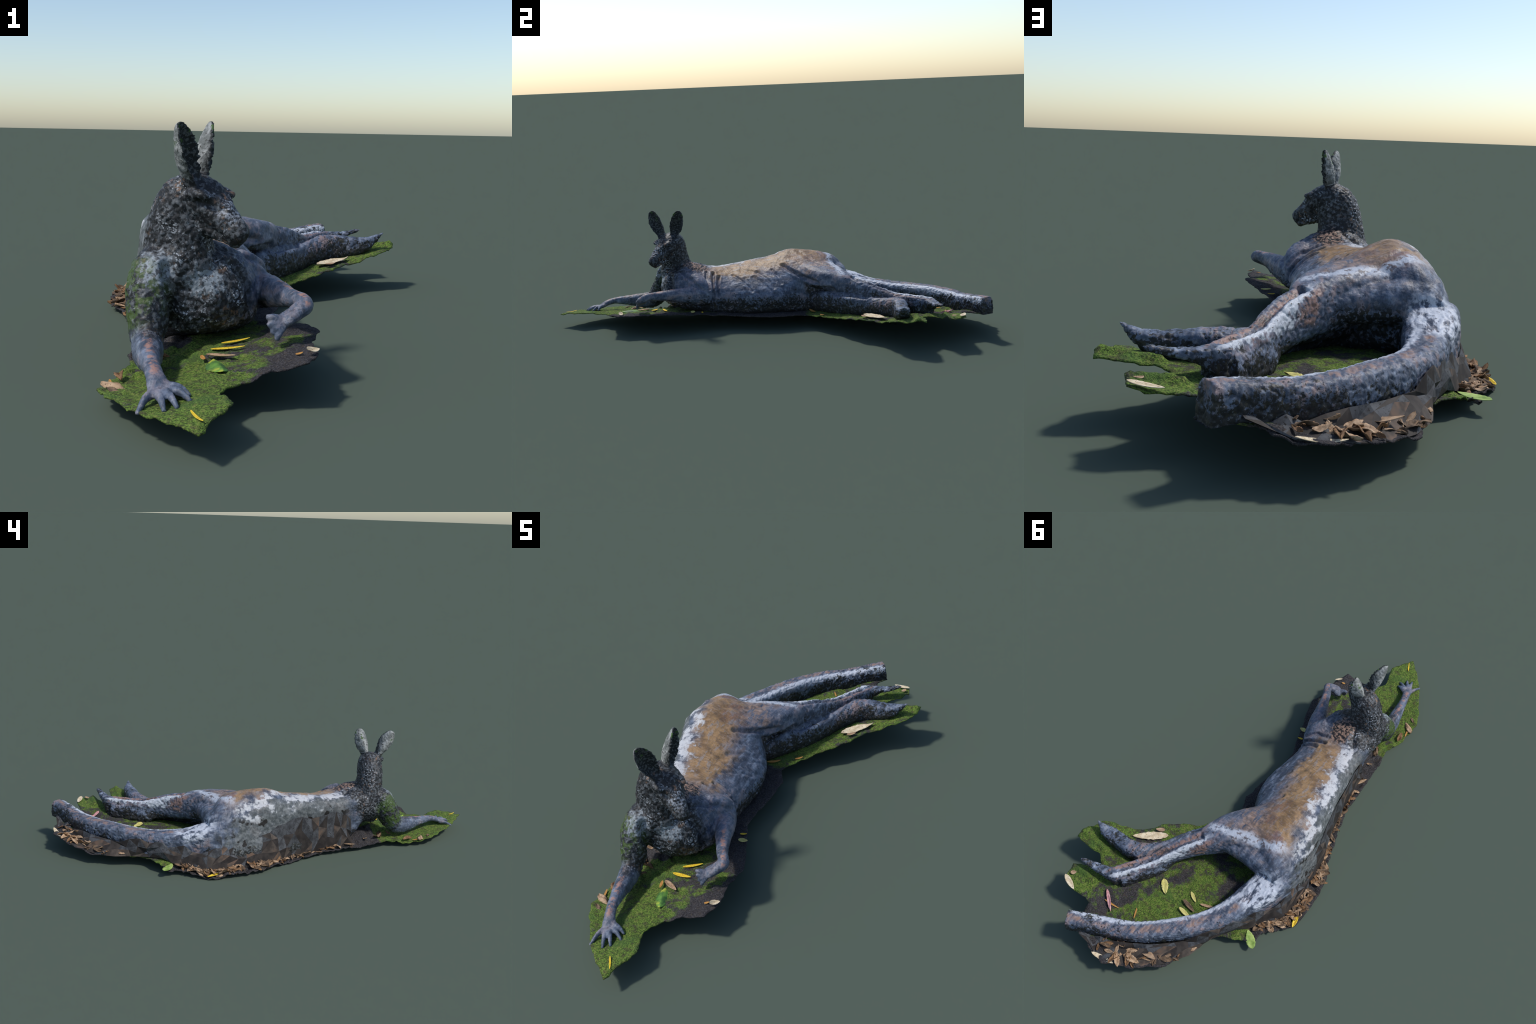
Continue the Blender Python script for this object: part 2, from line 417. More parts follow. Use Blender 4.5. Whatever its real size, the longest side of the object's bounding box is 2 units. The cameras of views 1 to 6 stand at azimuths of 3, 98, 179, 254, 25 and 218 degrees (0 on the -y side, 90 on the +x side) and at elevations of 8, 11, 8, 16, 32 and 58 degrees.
# ------------------------------------------------------------------ materials
class Mat:
    def __init__(self, name, rough=.8):
        self.m = bpy.data.materials.new(name)
        self.m.use_nodes = True
        self.t = self.m.node_tree
        self.b = self.t.nodes["Principled BSDF"]
        self.b.inputs["Roughness"].default_value = rough
        self.b.inputs["Specular IOR Level"].default_value = .25
        tc = self.t.nodes.new("ShaderNodeTexCoord")
        self.co = tc.outputs["Object"]
        sx = self.t.nodes.new("ShaderNodeSeparateXYZ")
        self.t.links.new(self.co, sx.inputs[0])
        self.x, self.y, self.z = sx.outputs

    def _in(self, sock, v):
        if isinstance(v, bpy.types.NodeSocket):
            self.t.links.new(v, sock)
        else:
            sock.default_value = v

    def math(self, op, a, b=0.0, c=0.0):
        n = self.t.nodes.new("ShaderNodeMath")
        n.operation = op
        for s, v in zip(n.inputs, (a, b, c)):
            self._in(s, v)
        return n.outputs[0]

    def add(self, a, b): return self.math('ADD', a, b)
    def mul(self, a, b): return self.math('MULTIPLY', a, b)

    def lin(self, *terms):
        """sum of coefficient*socket terms plus constants"""
        acc = None
        for t in terms:
            v = self.mul(t[1], t[0]) if isinstance(t, tuple) else t
            acc = v if acc is None else self.add(acc, v)
        return acc

    def step(self, v, a, b):
        n = self.t.nodes.new("ShaderNodeMapRange")
        n.interpolation_type = 'SMOOTHSTEP'
        self._in(n.inputs[0], v)
        n.inputs[1].default_value = a
        n.inputs[2].default_value = b
        return n.outputs[0]

    def noise(self, scale, detail=3, rough=.55, stretch=None, off=0.0):
        n = self.t.nodes.new("ShaderNodeTexNoise")
        n.inputs["Scale"].default_value = scale
        n.inputs["Detail"].default_value = detail
        n.inputs["Roughness"].default_value = rough
        mp = self.t.nodes.new("ShaderNodeMapping")
        self.t.links.new(self.co, mp.inputs[0])
        mp.inputs["Location"].default_value = (off, off * .7, -off)
        if stretch:
            mp.inputs["Scale"].default_value = stretch
        self.t.links.new(mp.outputs[0], n.inputs["Vector"])
        return n.outputs[0]

    def voronoi(self, scale, feature='F1', out="Distance", off=0.0):
        n = self.t.nodes.new("ShaderNodeTexVoronoi")
        n.feature = feature
        n.inputs["Scale"].default_value = scale
        mp = self.t.nodes.new("ShaderNodeMapping")
        self.t.links.new(self.co, mp.inputs[0])
        mp.inputs["Location"].default_value = (off, off, off)
        self.t.links.new(mp.outputs[0], n.inputs["Vector"])
        return n.outputs[out]

    def dist(self, c, scale=(1, 1, 1)):
        """distance of the shading point to a point, axes weighted"""
        s = None
        for sock, k, w in zip((self.x, self.y, self.z), c, scale):
            d = self.mul(self.math('SUBTRACT', sock, k), w)
            d = self.mul(d, d)
            s = d if s is None else self.add(s, d)
        return self.math('SQRT', s)

    def rgb(self, c):
        n = self.t.nodes.new("ShaderNodeRGB")
        n.outputs[0].default_value = (*c, 1)
        return n.outputs[0]

    def mix(self, f, a, b):
        n = self.t.nodes.new("ShaderNodeMix")
        n.data_type = 'RGBA'
        self._in(n.inputs[0], f)
        self._in(n.inputs[6], a if isinstance(a, bpy.types.NodeSocket) else (*a, 1))
        self._in(n.inputs[7], b if isinstance(b, bpy.types.NodeSocket) else (*b, 1))
        return n.outputs[2]

    def finish(self, col, height=None, strength=.4, dist=.002):
        self.t.links.new(col, self.b.inputs["Base Color"])
        if height is not None:
            n = self.t.nodes.new("ShaderNodeBump")
            n.inputs["Strength"].default_value = strength
            n.inputs["Distance"].default_value = dist
            self.t.links.new(height, n.inputs["Height"])
            self.t.links.new(n.outputs[0], self.b.inputs["Normal"])
        return self.m


TAIL_C, TAIL_R = (.4654, .2533), .7556      # circle the tail follows in plan


def bronze_material():
    m = Mat("patinated_bronze", .50)
    n1 = m.noise(7, 4)
    n2 = m.noise(20, 4, .6, off=3)
    n3 = m.noise(60, 3, .6, off=7)
    speck = m.noise(150, 2, .6, off=11)
    speck2 = m.noise(95, 3, .6, off=17)
    streak = m.noise(34, 4, .6, stretch=(1.7, .5, 1.3), off=5)
    limb = m.step(m.y, .30, .44)
    # blue-grey base, tinted bluer with the scan's own skylight
    col = m.mix(m.step(m.lin((.22, n2), (.50, streak), (.28, n1)), .36, .66), (.036, .047, .072), (.138, .174, .246))
    col = m.mix(m.mul(m.step(m.lin((.6, streak), (.4, n3)), .48, .70), .6), col, (.27, .315, .39))
    # thin rust-salmon bloom
    rust = m.mul(m.step(n1, .46, .60), m.step(streak, .45, .60))
    col = m.mix(m.mul(rust, m.lin((.25, limb), .40)), col, (.25, .145, .105))
    # warm ochre on the upper back
    xc = m.lin((-.30, m.y), -.160)                       # line along the back
    dx = m.math('SUBTRACT', m.x, xc)
    nz = m.lin((.16, n1), (.08, n2), (.05, streak), -.145)
    across = m.math('ABSOLUTE', m.lin((1, dx), (1, nz), -.012))
    along = m.mul(m.step(m.y, -.34, -.22), m.step(m.lin((1, m.y), (.15, n2)), .40, .28))
    och = m.mul(m.mul(m.step(across, .115, .045), along), m.step(m.lin((1, m.z), (.10, n2)), .245, .285))
    ochc = m.mix(m.step(n2, .36, .62), (.175, .105, .050), (.335, .205, .095))
    ochc = m.mix(m.mul(m.step(n1, .47, .56), m.step(m.y, .02, .16)), ochc, (.235, .120, .070))
    ochc = m.mix(m.mul(m.step(streak, .55, .64), .5), ochc, (.27, .265, .27))
    col = m.mix(m.mul(och, .95), col, ochc)
    # brown bloom over the top of the thigh and fine hair-like strokes on the flanks
    th = m.step(m.add(m.dist((-.120, .235, .265), (.75, .75, 1.3)), m.lin((.14, n2), -.07)), .105, .045)
    col = m.mix(m.mul(m.mul(th, m.step(streak, .38, .55)), .8), col, m.mix(m.step(n3, .4, .6), (.150, .105, .080), (.280, .175, .115)))
    hair = m.noise(140, 3, .6, stretch=(.35, 1.3, .45), off=21)
    col = m.mix(m.mul(m.step(hair, .52, .66), .35), col, (.060, .068, .085))
    col = m.mix(m.mul(m.step(hair, .46, .34), .30), col, (.31, .29, .30))
    # grey-green weathering on the spine side
    side = m.mul(m.step(m.add(dx, m.lin((.10, n2), -.05)), -.090, -.125), m.mul(m.step(m.y, -.36, -.28), m.step(m.y, .42, .34)))
    sidec = m.mix(m.step(n3, .40, .62), (.070, .078, .075), (.155, .165, .160))
    col = m.mix(m.mul(side, .8), col, sidec)
    scab = m.noise(17, 3, .5, off=31)
    col = m.mix(m.mul(m.mul(side, m.step(scab, .585, .600)), m.step(m.lin((1, m.z), (.06, n2), -.03), .235, .21)), col, (.022, .020, .019))
    # broken white streak along the spine
    wx = m.math('ABSOLUTE', m.add(m.add(dx, .082), m.lin((.18, n2), (.08, streak), (.05, n3), -.155)))
    white = m.mul(m.step(wx, .034, .014), m.step(m.lin((.7, n1), (.3, n3)), .43, .52))
    white = m.mul(white, m.mul(m.step(m.y, -.36, -.30), m.step(m.y, .30, .22)))
    col = m.mix(m.mul(m.mul(white, .85), m.step(m.z, .18, .22)), col, (.50, .51, .53))
    # pale band across the hip and down the back of the thigh
    hd = m.math('ABSOLUTE', m.lin((.955, m.y), (-.297, m.x), -.325, (.05, n2), -.025))
    hip = m.mul(m.mul(m.step(hd, .026, .008), m.step(m.x, -.31, -.24)), m.mul(m.step(m.x, .06, .0), m.step(m.z, .20, .235)))
    col = m.mix(m.mul(hip, m.step(n3, .36, .50)), col, (.40, .43, .49))
    # shank of the upper hindlimb: groove painted pale for its highlight, between two rusty ridges
    sd = m.lin((.885, m.x), (-.466, m.y), .176)
    on = m.mul(m.mul(m.step(m.y, .36, .42), m.step(m.y, .76, .72)), m.mul(m.step(m.math('ABSOLUTE', sd), .050, .040), m.step(m.z, .145, .165)))
    wob = m.lin((.030, n3), -.015)
    ridge = m.mul(m.step(m.math('ABSOLUTE', m.math('SUBTRACT', m.math('ABSOLUTE', m.add(sd, wob)), .024)), .010, .003), m.step(n3, .36, .54))
    band = m.step(m.math('ABSOLUTE', m.lin((1, sd), .006, wob)), .011, .004)
    col = m.mix(m.mul(m.mul(on, ridge), .85), col, (.270, .160, .125))
    col = m.mix(m.mul(m.mul(on, band), .9), col, (.50, .53, .58))
    # tail: inner rim lightened to show the baked-in sheen, rusty crown
    rad = m.math('SQRT', m.add(m.math('POWER', m.math('SUBTRACT', m.x, TAIL_C[0]), 2.0), m.math('POWER', m.math('SUBTRACT', m.y, TAIL_C[1]), 2.0)))
    rd = m.lin((1, rad), -TAIL_R, (.034, n3), -.017)
    tl = m.mul(m.mul(m.step(m.y, .40, .48), m.step(m.math('ABSOLUTE', rd), .055, .045)), m.mul(m.step(m.lin((1, m.z), (-.045, m.x)), .128, .146), m.step(m.lin((1, m.y), (-1.0, m.x)), .60, .68)))
    tl = m.mul(tl, m.step(m.x, .30, .25))
    col = m.mix(m.mul(m.mul(tl, m.step(m.math('ABSOLUTE', m.lin((1, rd), -.006)), .020, .004)), m.mul(m.step(n2, .38, .58), m.step(streak, .36, .56))), col, (.235, .155, .125))
    col = m.mix(m.mul(m.mul(tl, m.step(m.math('ABSOLUTE', m.lin((1, rd), .026)), .016, .004)), .9), col, (.46, .49, .55))
    root = m.step(m.add(m.dist((-.285, .40, .165), (1, .7, 1)), m.lin((.06, n3), -.03)), .085, .045)
    col = m.mix(m.mul(m.mul(root, m.step(m.z, .10, .14)), m.step(streak, .42, .55)), col, (.48, .51, .57))
    # salmon wear on the forearms
    f1 = m.step(m.math('ABSOLUTE', m.lin((1, m.x), (.46, m.y), .103, (.03, n3), -.015)), .012, .004)
    f1 = m.mul(f1, m.mul(m.step(m.y, -.36, -.42), m.step(m.z, .165, .178)))
    f2 = m.step(m.math('ABSOLUTE', m.lin((1, m.x), (.281, m.y), .340, (.03, n3), -.015)), .011, .004)
    f2 = m.mul(m.mul(f2, m.step(m.x, -.06, -.09)), m.mul(m.step(m.y, -.60, -.64), m.step(m.z, .088, .098)))
    col = m.mix(m.mul(m.mul(m.math('MAXIMUM', f1, f2), m.step(n3, .42, .56)), .75), col, (.33, .175, .13))
    # dark lichen-flecked head, neck and chest
    dh = m.dist((-.115, -.50, .31), (1.0, .95, .82))
    dh = m.add(dh, m.lin((.10, n2), -.05))
    hm = m.mul(m.step(dh, .225, .185), m.step(m.lin((.7, m.x), (1, m.y), (.10, n3), -.05), -.385, -.435))
    hcol = m.mix(m.step(speck2, .48, .62), (.017, .018, .020), (.088, .096, .106))
    hcol = m.mix(m.mul(m.step(speck, .55, .62), m.step(n2, .46, .64)), hcol, (.36, .385, .42))
    hcol = m.mix(m.mul(m.step(n3, .58, .64), m.step(n1, .45, .6)), hcol, (.15, .095, .065))
    col = m.mix(hm, col, hcol)
    # shaggy rusty mane between the shoulders
    mane = m.step(m.add(m.dist((-.085, -.335, .27), (1, .8, 1)), m.lin((.06, n3), -.03)), .060, .035)
    col = m.mix(mane, col, m.mix(m.step(speck2, .48, .54), (.020, .018, .018), (.24, .155, .115)))
    pale = m.step(m.add(m.dist((-.065, -.50, .205), (1, .6, 1)), m.lin((.08, n3), -.04)), .044, .024)
    pale2 = m.step(m.add(m.dist((-.160, -.52, .230), (1, .6, 1)), m.lin((.08, n3), -.04)), .046, .024)
    col = m.mix(m.mul(m.math('MAXIMUM', pale, pale2), m.step(speck2, .57, .50)), col, (.235, .265, .295))
    nosew = m.step(m.add(m.dist((-.010, -.515, .348), (1, 1, .7)), m.lin((.05, n3), -.025)), .034, .018)
    col = m.mix(m.mul(m.mul(nosew, m.step(speck, .46, .58)), .6), col, (.26, .29, .34))
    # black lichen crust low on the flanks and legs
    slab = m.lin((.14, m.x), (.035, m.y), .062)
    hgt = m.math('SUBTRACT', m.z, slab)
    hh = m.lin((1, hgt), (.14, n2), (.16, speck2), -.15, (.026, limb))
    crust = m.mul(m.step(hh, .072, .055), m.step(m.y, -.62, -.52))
    cave = m.mul(m.step(m.add(m.dist((-.13, .345, .12), (1, 1.6, 1)), m.lin((.10, n3), -.05)), .13, .09), m.step(m.z, .205, .17))  # hollow behind the rump, blackened mostly for the scan's baked shade
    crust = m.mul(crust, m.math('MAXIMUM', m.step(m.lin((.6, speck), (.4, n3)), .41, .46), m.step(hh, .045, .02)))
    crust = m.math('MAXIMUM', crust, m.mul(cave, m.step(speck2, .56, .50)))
    under = m.mul(m.mul(m.step(sd, .002, .018), m.step(sd, .062, .048)), m.mul(m.step(m.lin((1, m.z), (.05, n3), -.025), .196, .180), m.mul(m.step(m.y, .12, .18), m.step(m.y, .60, .50))))  # dark speckled band in the recess between thigh and lower leg
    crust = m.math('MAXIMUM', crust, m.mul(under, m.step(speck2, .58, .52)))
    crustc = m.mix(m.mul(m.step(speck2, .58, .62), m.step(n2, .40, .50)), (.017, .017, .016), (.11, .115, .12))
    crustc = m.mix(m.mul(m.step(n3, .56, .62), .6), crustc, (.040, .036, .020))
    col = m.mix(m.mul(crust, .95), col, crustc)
    fleck = m.mul(m.step(speck2, .60, .63), m.step(n1, .48, .58))
    col = m.mix(m.mul(fleck, m.lin((.5, limb), .45)), col, (.022, .022, .024))
    # moss on the left shoulder
    mo = m.mul(m.step(m.dist((-.215, -.53, .17), (1, 1, .8)), .095, .05), m.step(m.lin((.5, n3), (.5, n2)), .47, .54))
    col = m.mix(m.mul(mo, .85), col, (.050, .085, .018))
    h = m.lin((.5, speck2), (.3, speck), (.8, streak))
    return m.finish(col, h, .6, .004)


def ear_material():
    m = Mat("ear_bronze", .7)
    n2 = m.noise(45, 4, .6)
    sp = m.noise(150, 2, .6, off=4)
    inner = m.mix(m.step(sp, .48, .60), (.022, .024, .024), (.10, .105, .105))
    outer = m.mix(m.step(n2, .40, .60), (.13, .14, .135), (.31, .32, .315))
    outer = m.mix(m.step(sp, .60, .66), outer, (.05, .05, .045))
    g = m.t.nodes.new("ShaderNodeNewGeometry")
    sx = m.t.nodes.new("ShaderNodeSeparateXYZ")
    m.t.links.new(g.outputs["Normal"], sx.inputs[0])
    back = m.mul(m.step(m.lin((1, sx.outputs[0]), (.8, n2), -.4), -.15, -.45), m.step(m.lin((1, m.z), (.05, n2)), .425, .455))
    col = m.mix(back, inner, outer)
    col = m.mix(m.mul(m.step(n2, .58, .64), m.step(m.z, .47, .5)), col, (.06, .11, .03))
    return m.finish(col, sp, .5, .004)


def moss_material():
    m = Mat("moss", .95)
    n1 = m.noise(6, 4)
    n2 = m.noise(24, 5, .65, off=2)
    fine = m.noise(230, 2, .7, off=5)
    mid = m.noise(95, 3, .65, off=8)
    green = m.mix(m.step(fine, .34, .68), (.030, .052, .011), (.140, .225, .036))
    green = m.mix(m.mul(m.step(mid, .50, .64), .5), green, (.20, .215, .058))
    green = m.mix(m.mul(m.step(m.noise(48, 3, .6, off=12), .52, .64), .7), green, (.050, .046, .024))
    green = m.mix(m.mul(m.step(m.noise(13, 3, .6, off=15), .50, .64), .5), green, (.050, .105, .026))
    soil = m.mix(m.step(fine, .40, .70), (.024, .022, .024), (.070, .066, .070))
    soil = m.mix(m.mul(m.step(mid, .55, .65), .5), soil, (.075, .058, .040))
    bare = m.lin((.50, n1), (.35, n2), (.15, mid))
    # stone shows along the belly side and at the right front edge; litter soil behind the spine
    belly = m.mul(m.step(m.math('ABSOLUTE', m.lin((1, m.y), .16)), .36, .26), m.step(m.lin((1, m.x), (.26, m.y)), -.055, -.01))
    front = m.mul(m.mul(m.step(m.lin((1, m.x), (-.45, m.y)), .35, .43), m.step(m.y, -.40, -.55)), m.step(m.x, .0, .05))
    spine = m.mul(m.step(m.lin((1, m.x), (.24, m.y)), -.19, -.23), m.step(m.y, -.50, -.42))
    tailside = m.mul(m.step(m.lin((-.75, m.x), (1, m.y)), .86, .92), m.step(m.y, .55, .62))
    legside = m.mul(m.step(m.math('ABSOLUTE', m.lin((.885, m.x), (-.466, m.y), .225)), .065, .035), m.step(m.y, .30, .36))
    bias = m.lin((.24, belly), (.17, front), (.40, spine), (.35, tailside), (.10, legside))
    f = m.step(m.lin((1, bare), (1, bias), (.10, fine), -.05), .535, .60)
    col = m.mix(f, green, soil)
    return m.finish(col, m.add(fine, mid), .9, .005)


def plain_material(name, a, b, scale=30, rough=.75, spots=None, c=None):
    m = Mat(name, rough)
    n = m.noise(scale, 4, .6)
    col = m.mix(m.step(n, .35, .65), a, b)
    if c:
        col = m.mix(m.step(m.noise(scale * .45, 3, .6, off=9), .52, .62), col, c)
    if spots:
        col = m.mix(m.step(m.noise(scale * 5, 2, .6, off=6), .60, .66), col, spots)
    return m.finish(col, n, .3, .002)


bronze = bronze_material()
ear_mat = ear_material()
moss = moss_material()

# ---- create the body parts
fa = F
for k in sorted(set(lab)):
    idx = np.nonzero(lab == k)[0]
    faces = [fa[i] for i in idx]
    used = sorted({v for f in faces for v in f})
    remap = {v: i for i, v in enumerate(used)}
    pm = bpy.data.meshes.new(NAMES[k])
    pm.from_pydata([tuple(V[v]) for v in used], [], [tuple(remap[v] for v in f) for f in faces])
    pm.polygons.foreach_set("use_smooth", [True] * len(faces))
    pm.update()
    pm.normals_split_custom_set_from_vertices([tuple(N[v]) for v in used])
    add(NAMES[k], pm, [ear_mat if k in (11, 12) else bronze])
bpy.data.meshes.remove(fused)

# ------------------------------------------------------------------ mossy slab
def dense_outline():
    pts = []
    k = len(OUT)
    for i in range(k):
        a, b = OUT[i], OUT[(i + 1) % k]
        n = max(1, int(np.linalg.norm(b - a) / .009))
        for j in range(n):
            p = a + (b - a) * j / n
            t = (b - a)[:2]
            t = t / (np.linalg.norm(t) + 1e-9)
            o = noise.noise(Vector((p[0] * 30, p[1] * 30, 1))) * .007 + noise.noise(Vector((p[0] * 110, p[1] * 110, 4))) * .005
            pts.append((p[0] - t[1] * o * .8, p[1] + t[0] * o * .8))
    return [(max(-.4435, min(.4405, x)), max(-1.0, min(.9995, y))) for x, y in pts]


rim = dense_outline()
R2 = np.array(rim)


def in_poly(x, y):
    x1, y1 = R2[:, 0], R2[:, 1]
    x2, y2 = np.roll(x1, -1), np.roll(y1, -1)
    c = ((y1 > y) != (y2 > y)) & (x < (x2 - x1) * (y - y1) / (y2 - y1 + 1e-12) + x1)
    return c.sum() % 2 == 1


STEP = .0085
inner = []
for i, gx in enumerate(np.arange(-.44, .44, STEP)):
    for gy in np.arange(-1, 1, STEP):
        x = gx + rng.uniform(-.3, .3) * STEP
        y = gy + (STEP / 2 if i % 2 else 0) + rng.uniform(-.3, .3) * STEP
        if in_poly(x, y) and np.min((R2[:, 0] - x) ** 2 + (R2[:, 1] - y) ** 2) > (STEP * .6) ** 2:
            inner.append((x, y))
allp = rim + inner
nr = len(rim)
vv, _, ff, *_ = geometry.delaunay_2d_cdt([Vector(p) for p in allp], [(i, (i + 1) % nr) for i in range(nr)], [list(range(nr))], 1, 1e-6)


def ridge2d(x, y, a, b, w):
    a, b, p = np.array(a), np.array(b), np.array((x, y))
    t = np.clip((p - a) @ (b - a) / ((b - a) @ (b - a)), 0, 1)
    return math.exp(-(np.linalg.norm(p - a - t * (b - a)) / w) ** 2)


top = []
for v in vv:
    x, y = v
    z = slab_z(x, y)
    z += .0035 * noise.fractal(Vector((x * 22, y * 22, 0)), 1, 2, 3) + .0028 * noise.noise(Vector((x * 120, y * 120, 3)))
    # soles pressed up at the hind feet
    z += .016 * ridge2d(x, y, (.425, .672), (.31, .668), .012) + .014 * ridge2d(x, y, (.352, .790), (.25, .79), .012)
    # litter is rough along the spine side
    e = 1 / (1 + math.exp((x + .24 * y + .16) / .015)) * (1 if y > -.62 else 0)
    z += e * .012 * noise.noise(Vector((x * 45, y * 45, 7)))
    top.append((x, y, max(z, .0005)))
n = len(top)
TH = .0035
verts = top + [(x, y, max(z - TH, 0.0)) for x, y, z in top]
faces = [tuple(f) for f in ff] + [tuple(i + n for i in reversed(f)) for f in ff]
from collections import Counter
cnt = Counter()
dirn = {}
for f in ff:
    for a, b in zip(f, list(f[1:]) + [f[0]]):
        cnt[frozenset((a, b))] += 1
        dirn[frozenset((a, b))] = (a, b)
for e, c in cnt.items():
    if c == 1:
        a, b = dirn[e]
        faces.append((b, a, a + n, b + n))
bm_ = bpy.data.meshes.new("mossy_slab")
bm_.from_pydata(verts, [], faces)
bm_.polygons.foreach_set("use_smooth", [True] * len(bm_.polygons))
slab = add("mossy_slab", bm_, [moss])

# ------------------------------------------------------------------ faceted earth wall
WALL_TOP = [(-.214, -.330, .135), (-.226, -.280, .178), (-.248, -.190, .184), (-.269, -.100, .184), (-.298, .000, .178), (-.323, .080, .164), (-.343, .170, .146),
            (-.352, .250, .115), (-.358, .320, .105), (-.352, .380, .095), (-.318, .450, .100), (-.288, .520, .115), (-.256, .600, .118), (-.212, .690, .112),
            (-.148, .770, .108), (-.068, .850, .095), (.020, .905, .095), (.090, .940, .105), (.160, .972, .118)]
WALL_FOOT = [(-.220, -.345, .018), (-.232, -.280, .018), (-.250, -.190, .014), (-.272, -.100, .012), (-.305, .000, .010), (-.345, .080, .012), (-.370, .170, .014),
             (-.382, .250, .014), (-.388, .330, .012), (-.380, .400, .012), (-.345, .465, .020), (-.292, .545, .046), (-.235, .640, .044), (-.228, .710, .046),
             (-.190, .800, .044), (-.120, .900, .058), (-.030, .970, .078), (.050, .982, .086), (.110, .962, .104)]
K = 40
wt, wf = catmull(WALL_TOP, K), catmull(WALL_FOOT, K)
rowsN = 4
W = []
for r in range(rowsN):
    t = r / (rowsN - 1)
    for k in range(K):
        s = t ** 1.5
        p = np.array([wt[k, 0] + (wf[k, 0] - wt[k, 0]) * s, wt[k, 1] + (wf[k, 1] - wt[k, 1]) * s, wt[k, 2] + (wf[k, 2] - wt[k, 2]) * t])
        if 0 < r:
            j = .010 if r < rowsN - 1 else .006
            p += np.array([rng.uniform(-j, j * .2), rng.uniform(-j, j), rng.uniform(-j, j) if r < rowsN - 1 else 0])
        else:
            p[2] += rng.uniform(-.016, .012)
        p[2] = max(p[2], .004)
        W.append(p)
W = np.array(W)
wfaces = []
for r in range(rowsN - 1):
    for k in range(K - 1):
        a, b, c, d = r * K + k, r * K + k + 1, (r + 1) * K + k + 1, (r + 1) * K + k
        if rng.random() < .5:
            wfaces += [(a, c, b), (a, d, c)]
        else:
            wfaces += [(a, d, b), (b, d, c)]
wv = [tuple(p) for p in W]
mw = bpy.data.meshes.new("earth_wall")
mw.from_pydata(wv, [], wfaces)
wall = add("earth_wall", mw, [
    plain_material("wall_slate", (.030, .031, .034), (.075, .079, .086), 40, spots=(.015, .013, .012)),
    plain_material("wall_earth", (.018, .015, .014), (.040, .033, .029), 30),
    plain_material("wall_clay", (.036, .029, .025), (.085, .068, .056), 25, c=(.12, .078, .055))])
for p in mw.polygons:
    z = p.center[2]
    tailpart = p.center[1] > .45
    u = rng.random()
    hi = z > .075
    if hi:
        p.material_index = 0 if u < .50 else (1 if u < .85 else 2)
    else:
        p.material_index = 1 if u < (.75 if not tailpart else .4) else (2 if u < .93 else 0)
sol = wall.modifiers.new("thick", 'SOLIDIFY')
sol.thickness = .003
sol.offset = 0
dg = bpy.context.evaluated_depsgraph_get()
wm = bpy.data.meshes.new_from_object(wall.evaluated_get(dg))
wall.modifiers.clear()
old = wall.data
wall.data = wm
wm.name = "earth_wall"
bpy.data.meshes.remove(old)

# ------------------------------------------------------------------ leaves and litter
LEAF = {
    "yellow": plain_material("leaf_yellow", (.62, .40, .02), (.75, .55, .05), 60, .6, spots=(.25, .14, .03)),
    "green": plain_material("leaf_green", (.035, .090, .030), (.12, .26, .05), 40, .5, c=(.33, .38, .05)),
    "tan": plain_material("leaf_tan", (.26, .165, .095), (.42, .29, .185), 50, .7, spots=(.12, .07, .04)),
    "brown": plain_material("leaf_brown", (.065, .044, .030), (.180, .118, .072), 45, .75, c=(.24, .155, .09)),
    "cream": plain_material("leaf_cream", (.48, .38, .24), (.66, .57, .41), 50, .7, spots=(.26, .16, .09)),
    "lemon": plain_material("leaf_lemon", (.42, .38, .11), (.58, .53, .20), 50, .6, spots=(.25, .17, .05)),
    "orange": plain_material("leaf_orange", (.36, .17, .04), (.50, .27, .08), 50, .7),
    "russet": plain_material("leaf_russet", (.11, .058, .028), (.24, .135, .065), 45, .75, spots=(.05, .03, .02)),
    "pink": plain_material("leaf_pink", (.36, .16, .17), (.55, .32, .32), 50, .7),
    "lime": plain_material("leaf_lime", (.16, .26, .05), (.34, .44, .13), 40, .6),
}


def leaf_mesh(L, Wd, seed, curl=.25, fold=.15, jag=.06, rugged=.0):
    r = random.Random(seed)
    nu, nw = 14, 6
    vs = []
    ph = r.uniform(0, 9)
    for s in (1, -1):
        for i in range(nu + 1):
            t = i / nu
            half = Wd / 2 * (1.9 * t ** .62 * (1 - t) ** .85 if 0 < t < 1 else 0) * (1 + jag * math.sin(37 * t + ph)) + .0006
            for j in range(-nw // 2, nw // 2 + 1):
                q = j / (nw / 2)
                z = fold * abs(q) * half + curl * L * (t - .5) ** 2
                z += rugged * L * noise.noise(Vector((t * 3.1 + ph, q * 1.7, ph)))
                vs.append(((t - .5) * L, q * half, z + s * .0006))
    row = nw + 1
    m = (nu + 1) * row
    fs = []
    for i in range(nu):
        for j in range(nw):
            a, b, c, d = i * row + j, i * row + j + 1, (i + 1) * row + j + 1, (i + 1) * row + j
            fs.append((a, d, c, b))
            fs.append((a + m, b + m, c + m, d + m))
    for i in range(nu):
        for j, fl in ((0, 0), (nw, 1)):
            a, d = i * row + j, (i + 1) * row + j
            fs.append((a, a + m, d + m, d) if not fl else (a, d, d + m, a + m))
    me = bpy.data.meshes.new("leaf")
    me.from_pydata(vs, [], fs)
    me.polygons.foreach_set("use_smooth", [True] * len(fs))
    return me


def place_leaf(a, b, width, kind, seed, lift=.004, tilt=(0, 0), **kw):
    """Leaf lying from point a to point b (x, y) on the slab."""
    a, b = np.array(a, float), np.array(b, float)
    L = np.linalg.norm(b - a)
    za, zb = slab_z(*a), slab_z(*b)
    me = leaf_mesh(L, width, seed, **kw)
    ob = add("leaf", me, [LEAF[kind]], parent=slab)
    c = (a + b) / 2
    ob.location = (c[0], c[1], (za + zb) / 2 + lift)
    ob.rotation_euler = (tilt[0], -math.atan2(zb - za, L) + tilt[1], math.atan2(b[1] - a[1], b[0] - a[0]))
    return ob


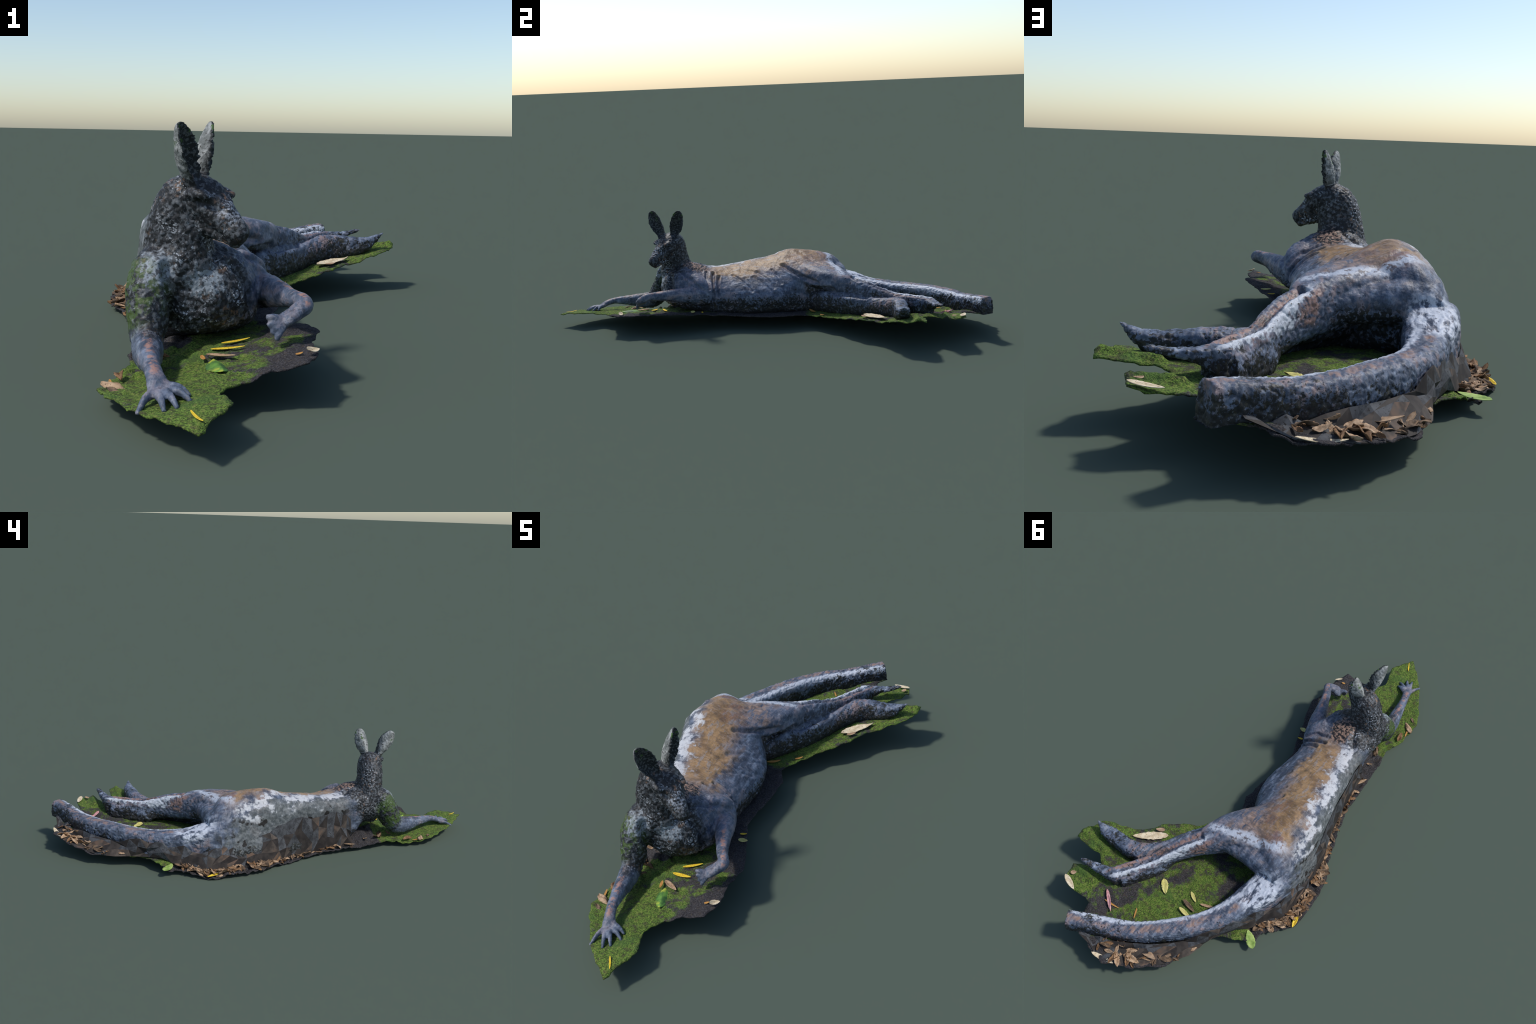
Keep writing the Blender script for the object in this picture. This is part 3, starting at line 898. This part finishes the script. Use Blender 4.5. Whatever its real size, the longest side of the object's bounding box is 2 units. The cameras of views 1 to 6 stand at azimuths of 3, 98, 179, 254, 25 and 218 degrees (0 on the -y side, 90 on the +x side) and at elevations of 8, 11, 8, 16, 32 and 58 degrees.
place_leaf((-.049, -.531), (.024, -.541), .020, "yellow", 1, curl=.12)
place_leaf((-.030, -.498), (.028, -.465), .015, "yellow", 2, curl=.12)
place_leaf((-.035, -.605), (-.006, -.693), .064, "green", 3, lift=.010, curl=-.15, fold=-.55, jag=.03)
place_leaf((-.053, -.572), (.010, -.613), .024, "tan", 4, lift=.006, curl=.2, fold=.4)
place_leaf((-.062, -.575), (-.052, -.610), .012, "orange", 5, lift=.008)
place_leaf((.148, -.655), (.172, -.632), .022, "cream", 6, lift=.008, tilt=(.4, .2), curl=.5, fold=.4)
place_leaf((.128, -.650), (.142, -.642), .010, "orange", 7)
place_leaf((.090, -.327), (.122, -.322), .026, "lemon", 8, lift=.007, curl=.4, fold=.3)
place_leaf((.078, -.288), (.100, -.280), .010, "yellow", 9)
place_leaf((.178, .448), (.280, .548), .052, "cream", 10, lift=.008, curl=.08, fold=.15, rugged=.05, jag=.1)
place_leaf((.205, .440), (.235, .462), .022, "tan", 11, lift=.010)
place_leaf((-.035, .195), (.010, .225), .018, "orange", 12)
place_leaf((.060, .250), (.085, .270), .014, "orange", 13)
place_leaf((.345, .848), (.275, .868), .030, "cream", 14, lift=.006, curl=.15)
place_leaf((.335, .830), (.320, .812), .022, "tan", 15, lift=.008, curl=.4)
place_leaf((.187, .777), (.112, .832), .018, "pink", 16, lift=.006, curl=.15, rugged=.06)
place_leaf((.165, .812), (.100, .800), .008, "orange", 17)
place_leaf((.060, .592), (.010, .635), .038, "lemon", 18, lift=.006, curl=.15, rugged=.08, jag=.12)
place_leaf((-.058, .560), (-.102, .580), .018, "lemon", 19, lift=.006)
place_leaf((-.058, .605), (-.125, .612), .022, "brown", 20, lift=.008, fold=.4)
place_leaf((-.120, .575), (-.170, .545), .014, "tan", 21, lift=.008)
place_leaf((-.070, .640), (-.130, .640), .022, "lemon", 22, lift=.012)
place_leaf((.050, .752), (.028, .790), .007, "orange", 23)
place_leaf((-.036, -.925), (-.010, -.968), .006, "yellow", 24)
place_leaf((-.385, .560), (-.320, .515), .050, "lime", 25, lift=.004, curl=.2)
place_leaf((.050, .990), (-.040, .965), .024, "cream", 26, lift=.003)
place_leaf((-.050, .852), (-.150, .850), .040, "tan", 27, lift=.016, tilt=(.0, -.25), rugged=.05)
place_leaf((-.425, .335), (-.440, .385), .024, "yellow", 28, lift=.008, fold=.5)
place_leaf((-.215, -.280), (-.245, -.345), .020, "tan", 29, lift=.010)
place_leaf((-.235, -.640), (-.220, -.690), .008, "orange", 30)

# crumpled litter heaped along the spine-side edge and behind the tail
kinds = ["brown", "tan", "brown", "russet", "tan", "russet", "brown", "tan"]
templates = [leaf_mesh(.07, .036, 100 + i, curl=rng.uniform(-.4, .5), fold=rng.uniform(-.5, .5), jag=.14, rugged=.14) for i in range(9)]
per_kind = {}
for i, t in enumerate(templates):
    for kd in set(kinds):
        c = t.copy()
        c.name = "leaf"
        c.materials.append(LEAF[kd])
        per_kind[(i, kd)] = c
edge_back = [p for p in rim if p[0] < -.255 and -.26 < p[1] < .50]
edge_tail = [p for p in rim if -.24 < p[0] < .08 and p[1] > .70]
edge_front = [p for p in rim if p[0] < -.2 and -.74 < p[1] < -.28]
for pts, cnt_, sp in ((edge_back, 150, .030), (edge_tail, 40, .055), (edge_front, 9, .03)):
    for i in range(cnt_):
        x, y = pts[int((i + rng.random()) / cnt_ * len(pts)) % len(pts)]
        din = abs(rng.gauss(0, sp)) * .8 + .020
        dirv = np.array((-.13, .35)) - np.array((x, y)) if y > .2 else np.array((1.0, -.2))
        dirv = dirv / np.linalg.norm(dirv)
        x, y = x + dirv[0] * din, y + dirv[1] * din
        ob = bpy.data.objects.new("leaf", per_kind[(rng.randrange(9), rng.choice(kinds))])
        bpy.context.scene.collection.objects.link(ob)
        ob.parent = slab
        k = rng.uniform(.4, 1.0)
        ob.scale = (k, k, k)
        ob.location = (x, y, max(slab_z(x, y), .004) + rng.uniform(.004, .014))
        ob.rotation_euler = (rng.uniform(-.45, .45), rng.uniform(-.35, .35), rng.uniform(0, 6.3))
for t in templates:
    bpy.data.meshes.remove(t)
